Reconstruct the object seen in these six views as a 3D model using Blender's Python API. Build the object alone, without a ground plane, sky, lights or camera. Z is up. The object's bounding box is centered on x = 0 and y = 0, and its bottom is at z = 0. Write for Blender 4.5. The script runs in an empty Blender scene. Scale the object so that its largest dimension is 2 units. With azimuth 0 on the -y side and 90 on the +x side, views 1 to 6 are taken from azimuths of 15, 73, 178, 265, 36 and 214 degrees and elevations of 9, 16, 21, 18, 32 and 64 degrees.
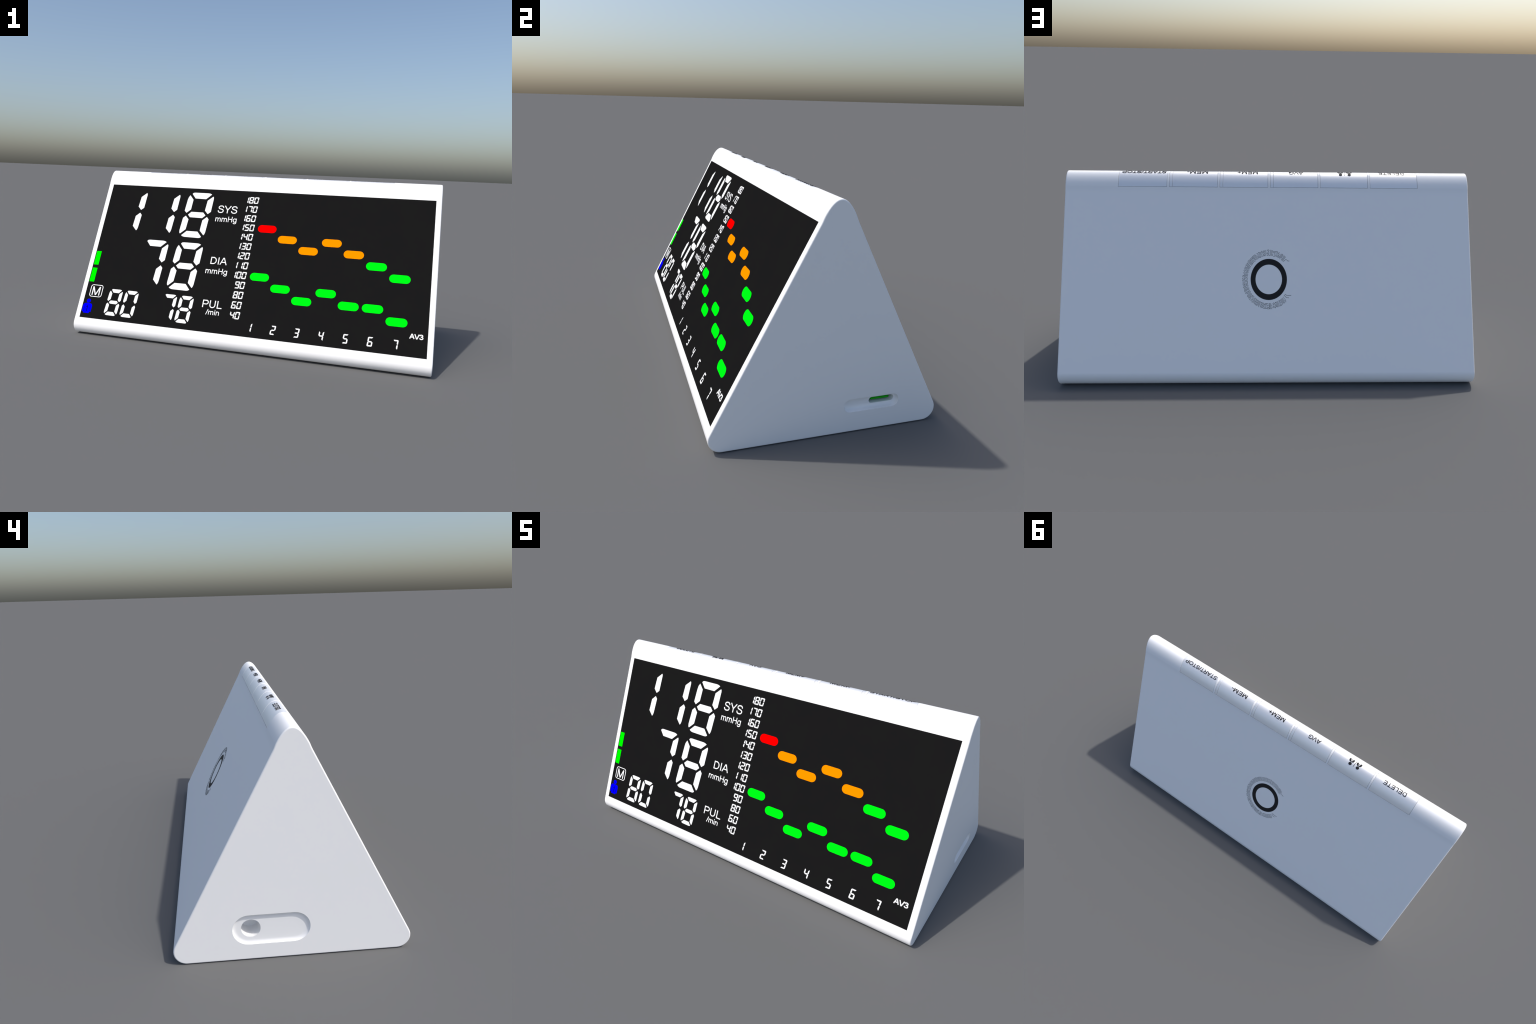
"""A tent-shaped tabletop blood pressure monitor: white rounded wedge housing,
dark front display with seven-segment read-outs and bar chart, six keys on the
ridge, an emblem on the back and a socket recess in each end."""
import bpy, bmesh, math, random
from mathutils import Vector, Matrix

random.seed(7)

# --------------------------------------------------------------------------
# overall sizes
# --------------------------------------------------------------------------
SLOPE = 1.95                      # rise over run of the two big faces
CORNER = 1.0023                   # height where the two faces would meet
HALF_BASE = CORNER / SLOPE        # where each face would meet the ground
TOP = 0.9464                      # real height of the ridge
R_BASE = 0.054                    # rounding of the two bottom edges
LEN = 1.0                         # half length along x
EDGE = 0.0060                      # rounding of the end edges
UP = math.hypot(SLOPE, 1.0)
SIN, COS = SLOPE / UP, 1.0 / UP   # of the face's inclination

# --------------------------------------------------------------------------
# materials
# --------------------------------------------------------------------------
def material(name, color, rough=0.5, spec=0.5, metal=0.0, mottle=0.0, bump=0.0,
             scale=60.0, coat=0.0):
    m = bpy.data.materials.new(name)
    m.use_nodes = True
    nt = m.node_tree
    b = nt.nodes["Principled BSDF"]
    b.inputs["Base Color"].default_value = (*color, 1)
    b.inputs["Roughness"].default_value = rough
    b.inputs["Specular IOR Level"].default_value = spec
    b.inputs["Metallic"].default_value = metal
    b.inputs["Coat Weight"].default_value = coat
    if mottle or bump:
        tc = nt.nodes.new("ShaderNodeTexCoord")
        nz = nt.nodes.new("ShaderNodeTexNoise")
        nz.inputs["Scale"].default_value = scale
        nz.inputs["Detail"].default_value = 3
        nt.links.new(tc.outputs["Object"], nz.inputs["Vector"])
        if mottle:
            rp = nt.nodes.new("ShaderNodeValToRGB")
            rp.color_ramp.elements[0].position = 0.3
            rp.color_ramp.elements[1].position = 0.7
            rp.color_ramp.elements[0].color = (*[c * (1 - mottle) for c in color], 1)
            rp.color_ramp.elements[1].color = (*[min(1, c * (1 + mottle)) for c in color], 1)
            nt.links.new(nz.outputs["Fac"], rp.inputs["Fac"])
            nt.links.new(rp.outputs["Color"], b.inputs["Base Color"])
        if bump:
            bp = nt.nodes.new("ShaderNodeBump")
            bp.inputs["Strength"].default_value = bump
            bp.inputs["Distance"].default_value = 0.0005
            nt.links.new(nz.outputs["Fac"], bp.inputs["Height"])
            nt.links.new(bp.outputs["Normal"], b.inputs["Normal"])
    return m

WHITE_PLASTIC = material("white_plastic", (0.99, 0.99, 0.99), rough=0.5, spec=0.5, mottle=0.003, scale=4)
KEY_PLASTIC = material("key_plastic", (0.99, 0.99, 0.99), rough=0.42, spec=0.5, metal=0.45)
SCREEN_BLACK = material("screen_black", (0.0105, 0.0105, 0.0105), rough=1.0, spec=0.0, mottle=0.03, scale=9)
LIT_WHITE = material("lit_white", (1, 1, 1), rough=1.0, spec=0.0)
LIT_GREEN = material("lit_green", (0.0, 1.0, 0.008), rough=1.0, spec=0.0)
LIT_PURE_GREEN = material("lit_battery_green", (0.0, 1.0, 0.0), rough=1.0, spec=0.0)
LIT_ORANGE = material("lit_orange", (1.0, 0.275, 0.0), rough=1.0, spec=0.0)
LIT_RED = material("lit_red", (1.0, 0.0, 0.0), rough=1.0, spec=0.0)
LIT_BLUE = material("lit_blue", (0.0, 0.0, 1.0), rough=1.0, spec=0.0)
NAVY = material("dark_blue_print", (0.002, 0.002, 0.10), rough=1.0, spec=0.0)
BLACK_PRINT = material("black_print", (0.020, 0.020, 0.022), rough=0.6, spec=0.2)
CONNECTOR_GREEN = material("connector_green", (0.01, 0.50, 0.01), rough=0.6, spec=0.2)

# --------------------------------------------------------------------------
# helpers
# --------------------------------------------------------------------------
def make_object(name, verts, faces, mat, parent, kind=None, smooth=None):
    me = bpy.data.meshes.new(name)
    me.from_pydata([tuple(v) for v in verts], [], faces)
    me.validate()
    if smooth is not None:
        me.polygons.foreach_set("use_smooth", [True] * len(me.polygons))
        me.set_sharp_from_angle(angle=math.radians(smooth))
    ob = bpy.data.objects.new(name, me)
    if mat:
        me.materials.append(mat)
    bpy.context.collection.objects.link(ob)
    ob.parent = parent
    if kind:
        ob["kind"] = kind
    return ob

def object_from_bmesh(name, bm, mat, parent, kind=None, smooth=None):
    me = bpy.data.meshes.new(name)
    bm.normal_update()
    bm.to_mesh(me)
    bm.free()
    if smooth is not None:
        me.polygons.foreach_set("use_smooth", [True] * len(me.polygons))
        me.set_sharp_from_angle(angle=math.radians(smooth))
    ob = bpy.data.objects.new(name, me)
    if mat:
        me.materials.append(mat)
    bpy.context.collection.objects.link(ob)
    ob.parent = parent
    if kind:
        ob["kind"] = kind
    return ob

def front_point(x, t, lift=0.0):
    """x along the length, t up the slope from the ground line, lift off the face."""
    return Vector((x, -(HALF_BASE - t * COS) - lift * SIN, t * SIN + lift * COS))

def back_point(x, t, lift=0.0):
    return Vector((x, (HALF_BASE - t * COS) + lift * SIN, t * SIN + lift * COS))

# ridge curve: a soft parabola over the top; it stands SWELL proud of the two
# faces where it meets them and that step fades out down the slope
SWELL, FADE = 0.0018, 0.026
PEAK = CORNER + SWELL / COS
Y_TAN = (PEAK - TOP) / (SLOPE / 2)
CURV = SLOPE / (2 * Y_TAN)

def parabola_length(y):
    k = 2 * CURV * y
    return (k * math.sqrt(1 + k * k) + math.asinh(k)) / (4 * CURV)

S_TAN = parabola_length(Y_TAN)

def ridge_point(x, s, lift=0.0):
    """s = distance from the ridge line over the rounding, + towards the back."""
    a = abs(s)
    if a < S_TAN:
        y = a
        for _ in range(12):                              # Newton: length -> y
            y -= (parabola_length(y) - a) / math.sqrt(1 + (2 * CURV * y) ** 2)
        z, k = TOP - CURV * y * y, 2 * CURV * y
        off = lift
    else:
        rest = a - S_TAN
        f = min(1.0, rest / FADE)
        y, z, k = Y_TAN + rest * COS, PEAK - SLOPE * Y_TAN - rest * SIN, SLOPE
        off = lift - SWELL * f * f * (3 - 2 * f)
    n = math.sqrt(1 + k * k)
    return Vector((x, math.copysign(y + off * k / n, s), z + off / n))

# --------------------------------------------------------------------------
# the thing
# --------------------------------------------------------------------------
monitor = bpy.data.objects.new("blood_pressure_monitor", None)
bpy.context.collection.objects.link(monitor)
monitor["label"] = "white wedge-shaped blood pressure monitor with black display"
monitor["category"] = "medical device"

# --------------------------------------------------------------------------
# housing: one profile carried along x, with six shallow wells over the ridge
# --------------------------------------------------------------------------
KEY_FRONT, KEY_BACK = -0.0205, 0.0945      # where the keys end, along the ridge curve
KEY_WELLS = [(-0.744 + 0.2495 * i, -0.744 + 0.2495 * i + 0.2395) for i in range(6)]
WELL_DEPTH = 0.006

def profile(well=False):
    """closed outline in y,z, starting under the front edge, running up and over."""
    pts = []
    half = (math.pi - math.atan(SLOPE)) / 2            # half the turn taken at a bottom edge
    cy, cz = HALF_BASE - R_BASE * math.tan(half), R_BASE
    n = 14
    turn = math.pi - math.atan(SLOPE)
    for i in range(n + 1):
        a = -math.pi / 2 - turn * i / n
        pts.append((-cy + R_BASE * math.cos(a), cz + R_BASE * math.sin(a)))
    # up the front and over the ridge
    svals = [-0.156, -0.142, -0.130, -0.120, -0.110, -0.101, -0.092, -0.08, -0.066, -0.052, -0.042, -0.034, -0.027]
    for s in svals:
        p = ridge_point(0, s); pts.append((p.y, p.z))
    inner = [KEY_FRONT + (KEY_BACK - KEY_FRONT) * i / 22 for i in range(23)]
    p = ridge_point(0, KEY_FRONT); pts.append((p.y, p.z))
    for s in inner:
        p = ridge_point(0, s, -WELL_DEPTH if well else 0.0); pts.append((p.y, p.z))
    p = ridge_point(0, KEY_BACK); pts.append((p.y, p.z))
    for s in (0.108, 0.120, 0.132, 0.144, 0.156):
        p = ridge_point(0, s); pts.append((p.y, p.z))
    for i in range(n + 1):
        a = -math.pi / 2 + turn * (1 - i / n)
        pts.append((cy + R_BASE * math.cos(a), cz + R_BASE * math.sin(a)))
    return pts

def shrink(pts, d):
    """move a closed outline inwards by d (used for the rounded end edges)."""
    out = []
    n = len(pts)
    for i in range(n):
        p = Vector(pts[i])
        j = i - 1
        while (Vector(pts[j]) - p).length < 1e-7: j -= 1
        k = (i + 1) % n
        while (Vector(pts[k]) - p).length < 1e-7: k = (k + 1) % n
        a, b = Vector(pts[j]), Vector(pts[k])
        t1, t2 = (p - a).normalized(), (b - p).normalized()
        n1, n2 = Vector((t1.y, -t1.x)), Vector((t2.y, -t2.x))
        m = (n1 + n2).normalized()
        out.append(tuple(p + m * d / max(0.5, m.dot(n1))))
    return out

PLAIN, WELL = profile(), profile(True)
stations = []
for i in range(7):
    f = math.pi / 2 * i / 6
    stations.append((-LEN + EDGE * (1 - math.cos(f)), shrink(PLAIN, EDGE * (1 - math.sin(f)))))
for x0, x1 in KEY_WELLS:
    stations += [(x0, PLAIN), (x0, WELL), (x1, WELL), (x1, PLAIN)]
for i in range(6, -1, -1):
    f = math.pi / 2 * i / 6
    stations.append((LEN - EDGE * (1 - math.cos(f)), shrink(PLAIN, EDGE * (1 - math.sin(f)))))

verts, faces = [], []
NP = len(PLAIN)
for x, ring in stations:
    verts += [(x, y, z) for y, z in ring]
for r in range(len(stations) - 1):
    for i in range(NP):
        j = (i + 1) % NP
        faces.append((r * NP + i, r * NP + j, (r + 1) * NP + j, (r + 1) * NP + i))
faces.append(tuple(range(NP - 1, -1, -1)))
faces.append(tuple(range((len(stations) - 1) * NP, len(stations) * NP)))
bm = bmesh.new()
bv = [bm.verts.new(v) for v in verts]
for f in faces:
    try: bm.faces.new([bv[i] for i in f])
    except ValueError: pass
bmesh.ops.remove_doubles(bm, verts=bm.verts, dist=1e-6)
bmesh.ops.dissolve_degenerate(bm, edges=bm.edges, dist=1e-7)
bmesh.ops.recalc_face_normals(bm, faces=bm.faces)
housing = object_from_bmesh("housing", bm, WHITE_PLASTIC, monitor)

# ---- recesses cut into the two ends -------------------------------------
def stadium(cy, cz, half_len, r, n=20):
    out = []
    for i in range(n + 1):
        a = -math.pi / 2 + math.pi * i / n
        out.append((cy + half_len - r + r * math.cos(a), cz + r * math.sin(a)))
    for i in range(n + 1):
        a = math.pi / 2 + math.pi * i / n
        out.append((cy - half_len + r + r * math.cos(a), cz + r * math.sin(a)))
    return out

def cutter(side, layers):
    """layers: (depth into the end, outline); outlines have equal point counts."""
    vs, fs = [], []
    n = len(layers[0][1])
    for d, o in layers:
        vs += [(side * (LEN - d), y, z) for y, z in o]
    for k in range(len(layers) - 1):
        for i in range(n):
            j = (i + 1) % n
            fs.append((k * n + i, k * n + j, (k + 1) * n + j, (k + 1) * n + i))
    fs.append(tuple(range(n)))
    fs.append(tuple(range((len(layers) - 1) * n, len(layers) * n)))
    b = bmesh.new()
    bvs = [b.verts.new(v) for v in vs]
    for f in fs: b.faces.new([bvs[i] for i in f])
    bmesh.ops.recalc_face_normals(b, faces=b.faces)
    return object_from_bmesh("cutter", b, None, None)

def dish(cy, cz, hl, r, depth, wall):
    """stadium pocket with a concave, sloping wall."""
    ls = [(-0.02, stadium(cy, cz, hl, r))]
    for i in range(7):
        f = i / 6
        a = f * math.pi / 2
        ls.append((depth * math.sin(a), stadium(cy, cz, hl - wall * (1 - math.cos(a)), r - wall * (1 - math.cos(a)))))
    return ls

LEFT_PORT = dict(cy=0.0885, cz=0.136, hl=0.1555, r=0.066, depth=0.009, wall=0.017)
RIGHT_PORT = dict(cy=0.1835, cz=0.118, hl=0.120, r=0.029, depth=0.020, wall=0.008)
cutters = [
    cutter(-1, dish(**LEFT_PORT)),
    cutter(-1, [(0.002, stadium(0.170, 0.1380, 0.0391, 0.039, 28)), (0.085, stadium(0.170, 0.1380, 0.0391, 0.039, 28))]),
    cutter(1, dish(**RIGHT_PORT)),
    cutter(1, [(0.010, stadium(0.2360, 0.118, 0.0555, 0.0135)), (0.085, stadium(0.2360, 0.118, 0.0555, 0.0135))]),
]
for c in cutters:
    md = housing.modifiers.new("cut", "BOOLEAN")
    md.operation, md.solver, md.object = "DIFFERENCE", "EXACT", c
dg = bpy.context.evaluated_depsgraph_get()
cut_mesh = bpy.data.meshes.new_from_object(housing.evaluated_get(dg))
housing.modifiers.clear()
old = housing.data
housing.data = cut_mesh
cut_mesh.name = "housing"
bpy.data.meshes.remove(old)
for c in cutters:
    me = c.data
    bpy.data.objects.remove(c)
    bpy.data.meshes.remove(me)
cut_mesh.materials.clear()
cut_mesh.materials.append(WHITE_PLASTIC)
for p in cut_mesh.polygons: p.material_index = 0
cut_mesh.polygons.foreach_set("use_smooth", [True] * len(cut_mesh.polygons))
cut_mesh.set_sharp_from_angle(angle=math.radians(32))
wn = housing.modifiers.new("flat_faces", "WEIGHTED_NORMAL")
wn.keep_sharp = True
wn.weight = 100

# connector tongue inside the right-hand socket
bm = bmesh.new()
bmesh.ops.create_cube(bm, size=1.0)
for v in bm.verts:
    v.co = Vector((LEN - 0.055 + v.co.x * 0.048, 0.2360 + v.co.y * 0.084, 0.117 + v.co.z * 0.011))
bmesh.ops.bevel(bm, geom=list(bm.edges), offset=0.0025, segments=2, affect='EDGES')
object_from_bmesh("connector_tongue", bm, CONNECTOR_GREEN, housing, smooth=40)

# --------------------------------------------------------------------------
# flat marks laid on a surface: outlines (in surface units) -> thin solids
# --------------------------------------------------------------------------
def place(bm, point, lift, base):
    """lift the flat faces (x, u in bm's xy) onto point(x, u, h) as a thin solid."""
    top = [v for v in bm.verts]
    ret = bmesh.ops.extrude_face_region(bm, geom=list(bm.faces))
    up = [g for g in ret["geom"] if isinstance(g, bmesh.types.BMVert)]
    ups = set(up)
    for v in bm.verts:
        x, u, dz = v.co
        v.co = point(x, u, (lift if v in ups else base) + dz)
    bmesh.ops.recalc_face_normals(bm, faces=bm.faces)
    return bm

def outline_mesh(bm, pts):
    vs = [bm.verts.new((x, y, 0)) for x, y in pts]
    f = bm.faces.new(vs)
    f.normal_update()
    if f.normal.z < 0: f.normal_flip()
    return f

SCREEN_LIFT = 0.0004
MARK_LIFT = 0.0008

def front_mark(name, outlines, mat, parent, lift=MARK_LIFT, kind=None, base=0.0):
    bm = bmesh.new()
    for o in outlines:
        outline_mesh(bm, o)
    bmesh.ops.triangulate(bm, faces=[f for f in bm.faces if len(f.verts) > 4])
    place(bm, front_point, lift, base)
    return object_from_bmesh(name, bm, mat, parent, kind)

# ---- a plain sans alphabet drawn with an even pen (capital height = 1) ----
def bow(cx, cy, rx, ry, a0, a1, n=14):
    return [(cx + rx * math.cos(math.radians(a0 + (a1 - a0) * i / n)),
             cy + ry * math.sin(math.radians(a0 + (a1 - a0) * i / n))) for i in range(n + 1)]

def flow(pts, n=4):
    """smooth curve through hand-placed points."""
    out = []
    for i in range(len(pts) - 1):
        p0, p1, p2, p3 = pts[max(0, i - 1)], pts[i], pts[i + 1], pts[min(len(pts) - 1, i + 2)]
        for k in range(n):
            t = k / n
            out.append(tuple(0.5 * (2 * p1[c] + (p2[c] - p0[c]) * t + (2 * p0[c] - 5 * p1[c] + 4 * p2[c] - p3[c]) * t * t
                                    + (3 * p1[c] - p0[c] - 3 * p2[c] + p3[c]) * t ** 3) for c in (0, 1)))
    return out + [pts[-1]]

ESS = flow([(.80, .70), (.74, .84), (.62, .92), (.46, .938), (.28, .90), (.17, .80), (.16, .69), (.25, .59), (.46, .525),
            (.68, .46), (.79, .36), (.79, .24), (.69, .11), (.47, .062), (.25, .10), (.13, .21), (.11, .33)])
def arch(x0, x1, top=.725):
    """shoulder of n and m: from the stem at x0 over to a leg at x1."""
    r = (x1 - x0) / 2
    return [(x0, .45)] + bow(x0 + r, .45, r, top - .06 - .45, 180, 0, 10)[1:] + [(x1, 0)]

GLYPHS = {   # advance, strokes
    "S": (.93, [ESS]),
    "Y": (.93, [[(.05, .99), (.465, .43)], [(.88, .99), (.465, .43)], [(.465, .46), (.465, 0)]]),
    "D": (1.0, [[(.19, .06), (.19, .94)], [(.13, .94), (.48, .94)] + bow(.48, .50, .39, .44, 90, -90, 16) + [(.13, .06)]]),
    "I": (.39, [[(.195, 0), (.195, 1)]]),
    "A": (.93, [[(.05, 0), (.43, .97)], [(.88, 0), (.50, .97)], [(.20, .35), (.73, .35)], [(.39, .945), (.54, .945)]]),
    "P": (.93, [[(.17, 0), (.17, .94)], [(.11, .94), (.58, .94)] + bow(.58, .70, .25, .24, 90, -90) + [(.17, .46)]]),
    "U": (1.0, [[(.17, 1), (.17, .38)] + bow(.50, .38, .33, .318, 180, 360, 18) + [(.83, 1)]]),
    "L": (.78, [[(.17, 1), (.17, .0)], [(.12, .06), (.75, .06)]]),
    "M": (1.16, [[(.165, 0), (.165, 1)], [(.995, 0), (.995, 1)], [(.185, .98), (.58, .03)], [(.975, .98), (.58, .03)]]),
    "H": (1.0, [[(.175, 0), (.175, 1)], [(.83, 0), (.83, 1)], [(.175, .53), (.83, .53)]]),
    "E": (.93, [[(.175, 0), (.175, 1)], [(.13, .94), (.84, .94)], [(.13, .52), (.80, .52)], [(.13, .06), (.87, .06)]]),
    "T": (.85, [[(.425, 0), (.425, .94)], [(.03, .94), (.82, .94)]]),
    "R": (1.0, [[(.175, 0), (.175, .94)], [(.12, .94), (.62, .94)] + bow(.62, .71, .245, .23, 90, -90) + [(.175, .48)], [(.52, .48), (.72, .30), (.91, .0)]]),
    "O": (1.09, [bow(.545, .5, .435, .44, 0, 360, 32)]),
    "V": (.93, [[(.05, 1), (.43, .03)], [(.88, 1), (.50, .03)], [(.39, .055), (.54, .055)]]),
    "G": (1.09, [flow([(.95, .74), (.84, .88), (.58, .94), (.28, .86), (.12, .62), (.12, .38), (.28, .14), (.58, .06), (.82, .13), (.93, .20)]),
                 [(.95, .17), (.95, .46)], [(.58, .46), (1.01, .46)]]),
    "3": (.78, [flow([(.09, .74), (.16, .88), (.36, .94), (.58, .88), (.63, .74), (.56, .60), (.34, .53)]),
                flow([(.30, .53), (.55, .49), (.68, .32), (.62, .14), (.38, .06), (.17, .12), (.08, .27)])]),
    "/": (.39, [[(.03, -.01), (.36, 1.01)]]),
    "+": (.82, [[(.08, .42), (.74, .42)], [(.41, .09), (.41, .75)]]),
    "-": (.47, [[(.05, .36), (.42, .36)]]),
    "m": (1.16, [[(.15, 0), (.15, .725)], arch(.15, .58), arch(.58, 1.01)]),
    "n": (.78, [[(.15, 0), (.15, .725)], arch(.15, .63)]),
    "i": (.31, [[(.155, 0), (.155, .725)], [(.155, .87), (.155, 1)]]),
    "g": (.78, [bow(.365, .365, .27, .305, 0, 360, 24), [(.635, .725), (.635, -.02)] + bow(.375, -.02, .26, .21, 0, -160, 14)]),
}

def text_bmesh(body, x0, x1, y0, y1, pen=0.125):
    """letters fitted so that their outline spans x0..x1, y0..y1."""
    bm = bmesh.new()
    cursor, level = 0.0, 0
    for ch in body:
        adv, strokes = GLYPHS[ch]
        for st in strokes:
            level += 1
            L, R = [], []
            closed = math.dist(st[0], st[-1]) < 1e-6
            for i, p in enumerate(st):
                a = st[i - 1] if i else (st[-2] if closed else None)
                b = st[i + 1] if i < len(st) - 1 else (st[1] if closed else None)
                t1 = (Vector(p) - Vector(a)).normalized() if a else (Vector(b) - Vector(p)).normalized()
                t2 = (Vector(b) - Vector(p)).normalized() if b else t1
                n1, n2 = Vector((-t1.y, t1.x)), Vector((-t2.y, t2.x))
                m = (n1 + n2).normalized()
                m = m * (pen / 2 / max(0.6, m.dot(n1)))
                z = 0.00004 * (level % 5)          # keeps crossing strokes off one plane
                L.append(bm.verts.new((cursor + p[0] + m.x, p[1] + m.y, z)))
                R.append(bm.verts.new((cursor + p[0] - m.x, p[1] - m.y, z)))
            for i in range(len(L) - 1):
                bm.faces.new((R[i], R[i + 1], L[i + 1], L[i]))
        cursor += adv
    xs = [v.co.x for v in bm.verts]
    ys = [v.co.y for v in bm.verts]
    ax, bx, ay, by = min(xs), max(xs), min(ys), max(ys)
    for v in bm.verts:
        v.co.x = x0 + (v.co.x - ax) * (x1 - x0) / (bx - ax)
        v.co.y = y0 + (v.co.y - ay) * (y1 - y0) / (by - ay)
    bm.normal_update()
    return bm

def front_text(name, body, x0, x1, t0, t1, mat, parent, pen=0.125, lift=MARK_LIFT):
    bm = text_bmesh(body, x0, x1, t0, t1, pen)
    place(bm, front_point, lift, 0.0)
    return object_from_bmesh(name, bm, mat, parent)

# --------------------------------------------------------------------------
# display
# --------------------------------------------------------------------------
SX, T0, T1 = 0.970, 0.1105, 0.9675
bm = bmesh.new()
outline_mesh(bm, [(-SX, T0), (SX, T0), (SX, T1), (-SX, T1)])
place(bm, front_point, SCREEN_LIFT, -0.003)
screen = object_from_bmesh("display_screen", bm, SCREEN_BLACK, monitor)

SEGMENTS = {0: "abcdef", 1: "bc", 2: "abged", 3: "abgcd", 4: "fgbc", 5: "afgcd",
            6: "afgedc", 7: "abc", 8: "abcdefg", 9: "abcdfg"}

# one large upright-slanted eight, outlines of its seven segments
# (x to the right of the digit's centre, y above its lower edge, in metres)
BIG_H = 0.288
BIG = {
    "a": [(-.052, .279), (-.046, .286), (-.036, .288), (.050, .288), (.062, .286), (.072, .281), (.040, .249), (-.027, .250)],
    "f": [(-.064, .269), (-.039, .241), (-.042, .177), (-.066, .154), (-.080, .167), (-.075, .237), (-.072, .254)],
    "b": [(.083, .268), (.087, .262), (.088, .252), (.085, .169), (.068, .154), (.047, .175), (.052, .240)],
    "g": [(-.054, .143), (-.036, .162), (.039, .162), (.056, .144), (.038, .126), (-.039, .127)],
    "e": [(-.066, .135), (-.045, .113), (-.050, .049), (-.080, .020), (-.085, .026), (-.087, .040), (-.081, .120)],
    "c": [(.067, .135), (.080, .121), (.075, .040), (.072, .027), (.067, .019), (.039, .047), (.043, .112)],
    "d": [(-.070, .010), (-.041, .039), (.027, .039), (.055, .008), (.048, .002), (.038, .000), (-.050, .001), (-.062, .004)],
}

def big_digit(n, cx, t, sx=1.0, sy=1.0):
    outs = [[(cx + x * sx, t + y * sy) for x, y in BIG[s]] for s in SEGMENTS[n]]
    return front_mark("digit", outs, LIT_WHITE, screen)

for n, cx in ((1, -0.811), (1, -0.594), (8, -0.379)):
    big_digit(n, cx, 0.652)
for n, cx in ((7, -0.602), (8, -0.386)):
    big_digit(n, cx, 0.3305)
for n, cx in ((8, -0.7775), (0, -0.6765)):
    big_digit(n, cx, 0.139, 0.515, 0.545)
for n, cx in ((7, -0.4385), (8, -0.3375)):
    big_digit(n, cx, 0.1445, 0.515, 0.540)

def small_segments(w, h, th, gap, shear):
    """outlines of a compact seven-segment digit, lower left corner at 0,0."""
    m, c = h / 2, th * 0.42
    k = gap
    o = {
        "a": [(c * .6 + k, h - c * .4), (c + k, h), (w - c - k, h), (w - c * .5 - k, h - c * .4), (w - th - k * .3, h - th), (th + k * .3, h - th)],
        "d": [(c * .6 + k, c * .4), (th + k * .3, th), (w - th - k * .3, th), (w - c * .5 - k, c * .4), (w - c - k, 0), (c + k, 0)],
        "g": [(th * .5 + k, m), (th + k, m + th * .5), (w - th - k, m + th * .5), (w - th * .5 - k, m), (w - th - k, m - th * .5), (th + k, m - th * .5)],
        "f": [(0, h - c), (c * .5, h - c * .5 - k), (th, h - th - k), (th, m + th * .5 + k), (th * .5, m + k), (0, m + th * .35 + k)],
        "b": [(w, h - c), (w, m + th * .35 + k), (w - th * .5, m + k), (w - th, m + th * .5 + k), (w - th, h - th - k), (w - c * .5, h - c * .5 - k)],
        "e": [(0, c), (0, m - th * .35 - k), (th * .5, m - k), (th, m - th * .5 - k), (th, th + k), (c * .5, c * .5 + k)],
        "c": [(w, c), (w - c * .5, c * .5 + k), (w - th, th + k), (w - th, m - th * .5 - k), (w - th * .5, m - k), (w, m - th * .35 - k)],
    }
    return {s: [(x + shear * (y - m), y) for x, y in p] for s, p in o.items()}

# scale numbers beside the chart
SMALL = small_segments(0.0258, 0.0410, 0.0062, 0.0006, 0.095)
for row, value in enumerate((180, 170, 160, 150, 140, 130, 120, 110, 100, 90, 80, 60, 40)):
    t = 0.8895 - 0.0574 * row
    right = -0.0150 + 0.0022 * row / 12
    outs = []
    for k, ch in enumerate(reversed(str(value))):
        left = right - 0.0258 - k * 0.0300
        outs += [[(left + x, t + y) for x, y in SMALL[s]] for s in SEGMENTS[int(ch)]]
    front_mark("scale_number", outs, LIT_WHITE, screen)

# column numbers below the chart
COLUMN = small_segments(0.0265, 0.0490, 0.0065, 0.0006, 0.105)
for i in range(7):
    cx = (0.0510, 0.1825, 0.3105, 0.4395, 0.5655, 0.6905, 0.8150)[i]
    outs = [[(cx - 0.0135 + x, 0.1395 + y) for x, y in COLUMN[s]] for s in SEGMENTS[i + 1]]
    front_mark("column_number", outs, LIT_WHITE, screen)

# words
for body, x0, x1, t0, t1, pen in (
        ("SYS", -0.2525, -0.1335, 0.8185, 0.8675, 0.125),
        ("mmHg", -0.2570, -0.1260, 0.7535, 0.7980, 0.125),
        ("DIA", -0.2365, -0.1385, 0.5010, 0.5460, 0.125),
        ("mmHg", -0.2560, -0.1260, 0.4350, 0.4780, 0.125),
        ("PUL", -0.2360, -0.1220, 0.2475, 0.2925, 0.125),
        ("/min", -0.2090, -0.1310, 0.2085, 0.2400, 0.125),
        ("AV3", 0.8800, 0.9480, 0.2025, 0.2295, 0.20)):
    front_text("label", body, x0, x1, t0, t1, LIT_WHITE, screen, pen)

# chart bars
def capsule(cx, ct, w, h, n=10):
    r = h / 2
    out = []
    for sgn, base in ((1, -math.pi / 2), (-1, math.pi / 2)):
        for i in range(n + 1):
            a = base + math.pi * i / n
            out.append((cx + sgn * (w / 2 - r) + r * math.cos(a), ct + r * math.sin(a)))
    return out

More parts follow.
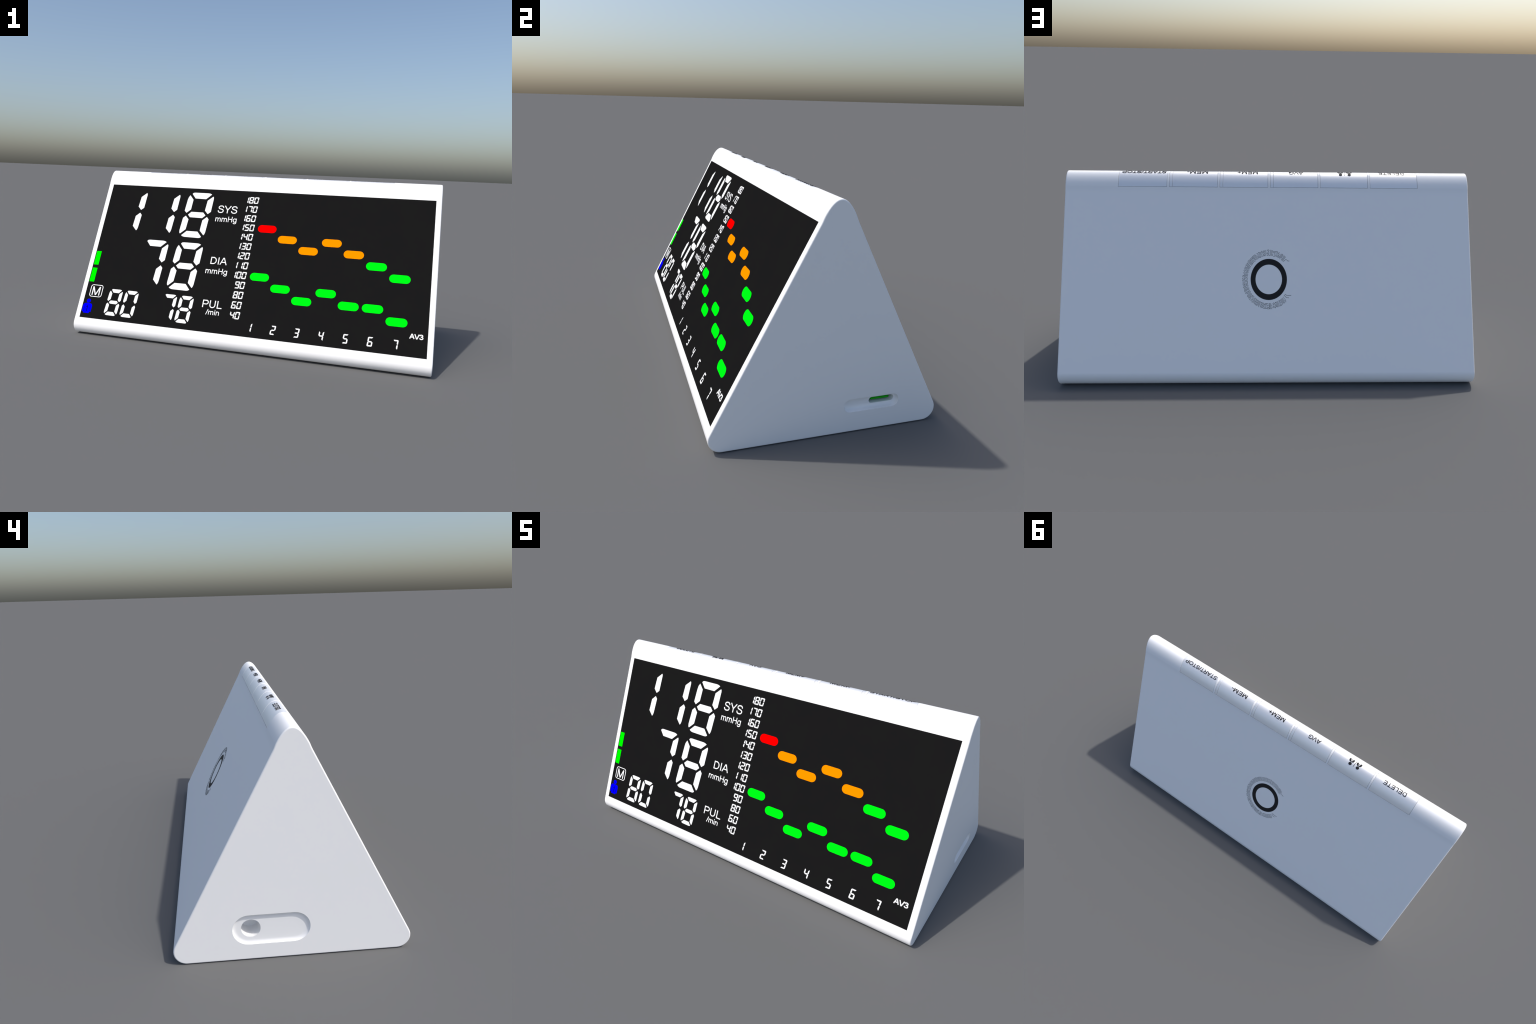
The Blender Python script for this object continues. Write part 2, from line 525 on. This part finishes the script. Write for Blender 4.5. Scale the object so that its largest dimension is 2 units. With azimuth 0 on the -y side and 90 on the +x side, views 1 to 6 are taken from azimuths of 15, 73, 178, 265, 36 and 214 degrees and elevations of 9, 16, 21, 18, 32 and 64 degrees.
upper_rows = (0, 1, 2, 1, 2, 3, 4)
upper_mats = (LIT_RED,) + (LIT_ORANGE,) * 4 + (LIT_GREEN,) * 2
lower_rows = (0, 1, 2, 1, 2, 2, 3)
for i in range(7):
    cx = 0.0628 + 0.12490 * i
    front_mark("chart_bar", [capsule(cx, 0.7370 - 0.05705 * upper_rows[i], 0.1085, 0.0446)], upper_mats[i], screen)
    front_mark("chart_bar", [capsule(cx, 0.4495 - 0.05690 * lower_rows[i], 0.1085, 0.0446)], LIT_GREEN, screen)

# battery bars
for t in (0.3290, 0.4350):
    front_mark("battery_bar", [[(-0.9645, t), (-0.9345, t), (-0.9345, t + 0.0855), (-0.9645, t + 0.0855)]], LIT_PURE_GREEN, screen)

# memory sign: rounded frame and letter
def rounded_rect(cx, ct, w, h, r, n=6):
    out = []
    for k, (sx, sy) in enumerate(((1, 1), (-1, 1), (-1, -1), (1, -1))):
        for i in range(n + 1):
            a = math.pi / 2 * (k + i / n)
            out.append((cx + sx * (w / 2 - r) + r * math.cos(a), ct + sy * (h / 2 - r) + r * math.sin(a)))
    return out

def frame_bmesh(outer, inner):
    bm = bmesh.new()
    a = [bm.verts.new((x, y, 0)) for x, y in outer]
    b = [bm.verts.new((x, y, 0)) for x, y in inner]
    n = len(a)
    for i in range(n):
        j = (i + 1) % n
        bm.faces.new((a[i], a[j], b[j], b[i]))
    bm.normal_update()
    for f in bm.faces:
        if f.normal.z < 0: f.normal_flip()
    return bm

bm = frame_bmesh(rounded_rect(-0.9035, 0.2750, 0.0800, 0.0740, 0.015), rounded_rect(-0.9035, 0.2750, 0.0720, 0.0665, 0.0115))
place(bm, front_point, MARK_LIFT, 0.0)
memory = object_from_bmesh("memory_sign", bm, LIT_WHITE, screen)
front_text("label", "M", -0.9290, -0.8790, 0.2480, 0.3005, LIT_WHITE, screen)

# user sign: head, shoulders with arms, numeral
def disc(cx, ct, rx, rt, n=28):
    return [(cx + rx * math.cos(2 * math.pi * i / n), ct + rt * math.sin(2 * math.pi * i / n)) for i in range(n)]

body = [(-0.954, 0.1385), (-0.918, 0.1385), (-0.9165, 0.1465), (-0.9075, 0.1465), (-0.9065, 0.180),
        (-0.9085, 0.189), (-0.914, 0.195), (-0.922, 0.1970), (-0.951, 0.1970), (-0.958, 0.194), (-0.963, 0.188),
        (-0.9645, 0.180), (-0.9635, 0.1465), (-0.9555, 0.1465)]
front_mark("user_sign", [disc(-0.9355, 0.2115, 0.0128, 0.0118), body], LIT_BLUE, screen)
front_mark("user_sign_line", [
    [(-0.9562, 0.147), (-0.9540, 0.147), (-0.9528, 0.178), (-0.9550, 0.178)],
    [(-0.9180, 0.147), (-0.9158, 0.147), (-0.9163, 0.178), (-0.9185, 0.178)],
    [(-0.9370, 0.148), (-0.9325, 0.148), (-0.9325, 0.184), (-0.9365, 0.184), (-0.9430, 0.176), (-0.9430, 0.172), (-0.9370, 0.1755)],
], NAVY, screen, lift=0.0012)

# --------------------------------------------------------------------------
# keys on the ridge
# --------------------------------------------------------------------------
def ridge_sheet(name, x0, x1, s0, s1, lift, base, mat, parent, n=24, edge=0.0008):
    """a curved slab following the ridge, with softened rim."""
    vs, fs = [], []
    cols = [(x0, base), (x0, lift - edge), (x0 + edge, lift), (x1 - edge, lift), (x1, lift - edge), (x1, base)]
    for i in range(n + 1):
        s = s0 + (s1 - s0) * i / n
        for x, h in cols:
            vs.append(ridge_point(x, s, h))
    m = len(cols)
    for i in range(n):
        for k in range(m):
            l = (k + 1) % m
            fs.append((i * m + k, i * m + l, (i + 1) * m + l, (i + 1) * m + k))
    fs.append(tuple(range(m)))
    fs.append(tuple(range(n * m, (n + 1) * m)))
    b = bmesh.new()
    bvs = [b.verts.new(v) for v in vs]
    for f in fs: b.faces.new([bvs[i] for i in f])
    bmesh.ops.recalc_face_normals(b, faces=b.faces)
    return object_from_bmesh(name, b, mat, parent, smooth=25)

GAP = 0.0012
KEY_LIFT = -0.0004
keys = []
for i, (x0, x1) in enumerate(KEY_WELLS):
    split = x1 - 0.0155 if i in (2, 3, 4) else None
    k = ridge_sheet("key", x0 + GAP, (split - GAP / 2) if split else x1 - GAP, KEY_FRONT + 0.0002, KEY_BACK - 1.6 * GAP,
                    KEY_LIFT, -0.005, KEY_PLASTIC, monitor)
    if split:
        ridge_sheet("key_rim", split + GAP / 2, x1 - GAP, KEY_FRONT + 0.0002, KEY_BACK - 1.6 * GAP, KEY_LIFT, -0.005, KEY_PLASTIC, k)
    keys.append(k)

def ridge_mark(name, bm, mat, parent, lift=0.0006):
    for c in range(1, 14):
        s = -0.012 + 0.003 * c
        bmesh.ops.bisect_plane(bm, geom=list(bm.verts) + list(bm.edges) + list(bm.faces),
                               plane_co=(0, s, 0), plane_no=(0, 1, 0))
    place(bm, ridge_point, lift, -0.002)
    return object_from_bmesh(name, bm, mat, parent)

BASELINE, CAPS = -0.0025, 0.0208
for i, body, x0, x1 in ((0, "DELETE", -0.682, -0.553), (2, "AVG", -0.1725, -0.1000),
                        (3, "MEM+", 0.0550, 0.1570), (4, "MEM-", 0.3040, 0.4080), (5, "START/STOP", 0.5110, 0.7280)):
    y0, y1 = BASELINE, CAPS
    ridge_mark("key_label", text_bmesh(body, x0, x1, y0, y1, 0.155), BLACK_PRINT, keys[i])

# the key with two user signs and a stroke
bm = bmesh.new()
for cx in (-0.4035, -0.3595):
    outline_mesh(bm, disc(cx, 0.0205, 0.0088, 0.0080, 20))
    dome = [(cx - 0.0140, -0.0065), (cx - 0.0065, -0.0065), (cx - 0.0020, 0.0070), (cx + 0.0020, 0.0070), (cx + 0.0065, -0.0065), (cx + 0.0140, -0.0065),
            (cx + 0.0150, 0.001), (cx + 0.0125, 0.0072), (cx + 0.0070, 0.0105), (cx - 0.0070, 0.0105), (cx - 0.0125, 0.0072), (cx - 0.0150, 0.001)]
    outline_mesh(bm, dome)
    outline_mesh(bm, [(cx - 0.0015, -0.0055), (cx + 0.0015, -0.0055), (cx + 0.0015, 0.003), (cx - 0.0015, 0.003)])
outline_mesh(bm, [(-0.3858, -0.0070), (-0.3835, -0.0070), (-0.3795, 0.0260), (-0.3818, 0.0260)])
bmesh.ops.triangulate(bm, faces=bm.faces)
ridge_mark("key_sign", bm, BLACK_PRINT, keys[1])

# --------------------------------------------------------------------------
# emblem on the back: oval ring and an arc of circuit traces
# --------------------------------------------------------------------------
EC, EX, ET = 0.5345, 0.0885, 0.1005
bm = frame_bmesh(disc(0, EC, EX, ET, 96), disc(0, EC, 0.0645, 0.0722, 96))
place(bm, lambda x, t, h: back_point(x, t, h), 0.0003, -0.002)
emblem = object_from_bmesh("emblem_ring", bm, BLACK_PRINT, monitor)

def trace_outline(pts, w):
    """ribbon around a polyline."""
    L, R = [], []
    for i, p in enumerate(pts):
        a = pts[max(0, i - 1)]
        b = pts[min(len(pts) - 1, i + 1)]
        d = (Vector(b) - Vector(a)).normalized()
        n = Vector((-d.y, d.x)) * w / 2
        L.append((p[0] + n.x, p[1] + n.y))
        R.append((p[0] - n.x, p[1] - n.y))
    return L, R

ASPECT = 1.125
R_IN, R_OUT = 0.1030, 0.1290
bm = bmesh.new()
def ribbon(pts, w):
    # pts in round units around 0,0, seen from the back: image right = -x
    L, R = trace_outline(pts, w)
    a = [bm.verts.new((-x, EC + y * ASPECT, 0)) for x, y in L]
    b = [bm.verts.new((-x, EC + y * ASPECT, 0)) for x, y in R]
    for i in range(len(a) - 1):
        f = bm.faces.new((a[i], a[i + 1], b[i + 1], b[i]))
        f.normal_update()
        if f.normal.z < 0: f.normal_flip()

# the arc is split into cells; each cell is filled with parallel traces running
# in one of the eight compass directions, some of them cut short with a solder dot
rng = random.Random(4)
PITCH = 0.0051
bounds = [math.radians(49)]
while bounds[-1] < math.radians(312):
    bounds.append(bounds[-1] + rng.choice((0.08, 0.11, 0.14, 0.18)))
last = None
for a0, a1 in zip(bounds, bounds[1:]):
    mid = (a0 + a1) / 2
    k = round(mid / (math.pi / 4)) + rng.choice((-1, 0, 1, -1, 1, 2))
    if k == last:
        k += rng.choice((-1, 1))
    last = k
    d = Vector((math.cos(k * math.pi / 4), math.sin(k * math.pi / 4)))
    n = Vector((-d.y, d.x))
    c = Vector((math.cos(mid), math.sin(mid))) * (R_IN + R_OUT) / 2
    def inside(q):
        ang = math.atan2(q.y, q.x) % (2 * math.pi)
        return R_IN <= q.length <= R_OUT and a0 + 0.004 <= ang <= a1 - 0.004
    for j in range(-7, 8):
        run = []
        for t in range(-56, 57):
            q = c + n * (j * PITCH) + d * (t * 0.0005)
            if inside(q): run.append(q)
        if len(run) < 7: continue
        p, e = run[0], run[-1]
        style = rng.random()
        if style < 0.16 and len(run) > 16:             # interrupted trace
            m = run[len(run) // 2]
            ribbon([tuple(p), tuple(m - d * 0.0018)], 0.0015)
            ribbon([tuple(m + d * 0.0018), tuple(e)], 0.0016)
        else:
            if style < 0.32: e = run[int(len(run) * 0.7)]
            bent = e + (n * rng.choice((-1, 1)) + d).normalized() * 0.0034
            pts = [tuple(p), tuple(e)]
            if style > 0.75 and R_IN <= bent.length <= R_OUT: pts.append(tuple(bent))
            ribbon(pts, 0.0016)
            if style < 0.26 and style > 0.12:
                outline_mesh(bm, [(-e.x + 0.0015 * math.cos(g * math.pi / 4), EC + (e.y + 0.0015 * math.sin(g * math.pi / 4)) * ASPECT) for g in range(8)])
# loose ends at the arc's mouth
ribbon([(0.071, 0.0775), (0.084, 0.0880), (0.0930, 0.0800), (0.1000, 0.0805)], 0.0016)
ribbon([(0.078, -0.0640), (0.087, -0.0690), (0.1090, -0.0690)], 0.0016)
ribbon([(0.074, -0.0680), (0.086, -0.0790), (0.0980, -0.0800)], 0.0016)
place(bm, lambda x, t, h: back_point(x, t, h), 0.0003, -0.001)
object_from_bmesh("circuit_trace", bm, BLACK_PRINT, emblem, kind="stuff")
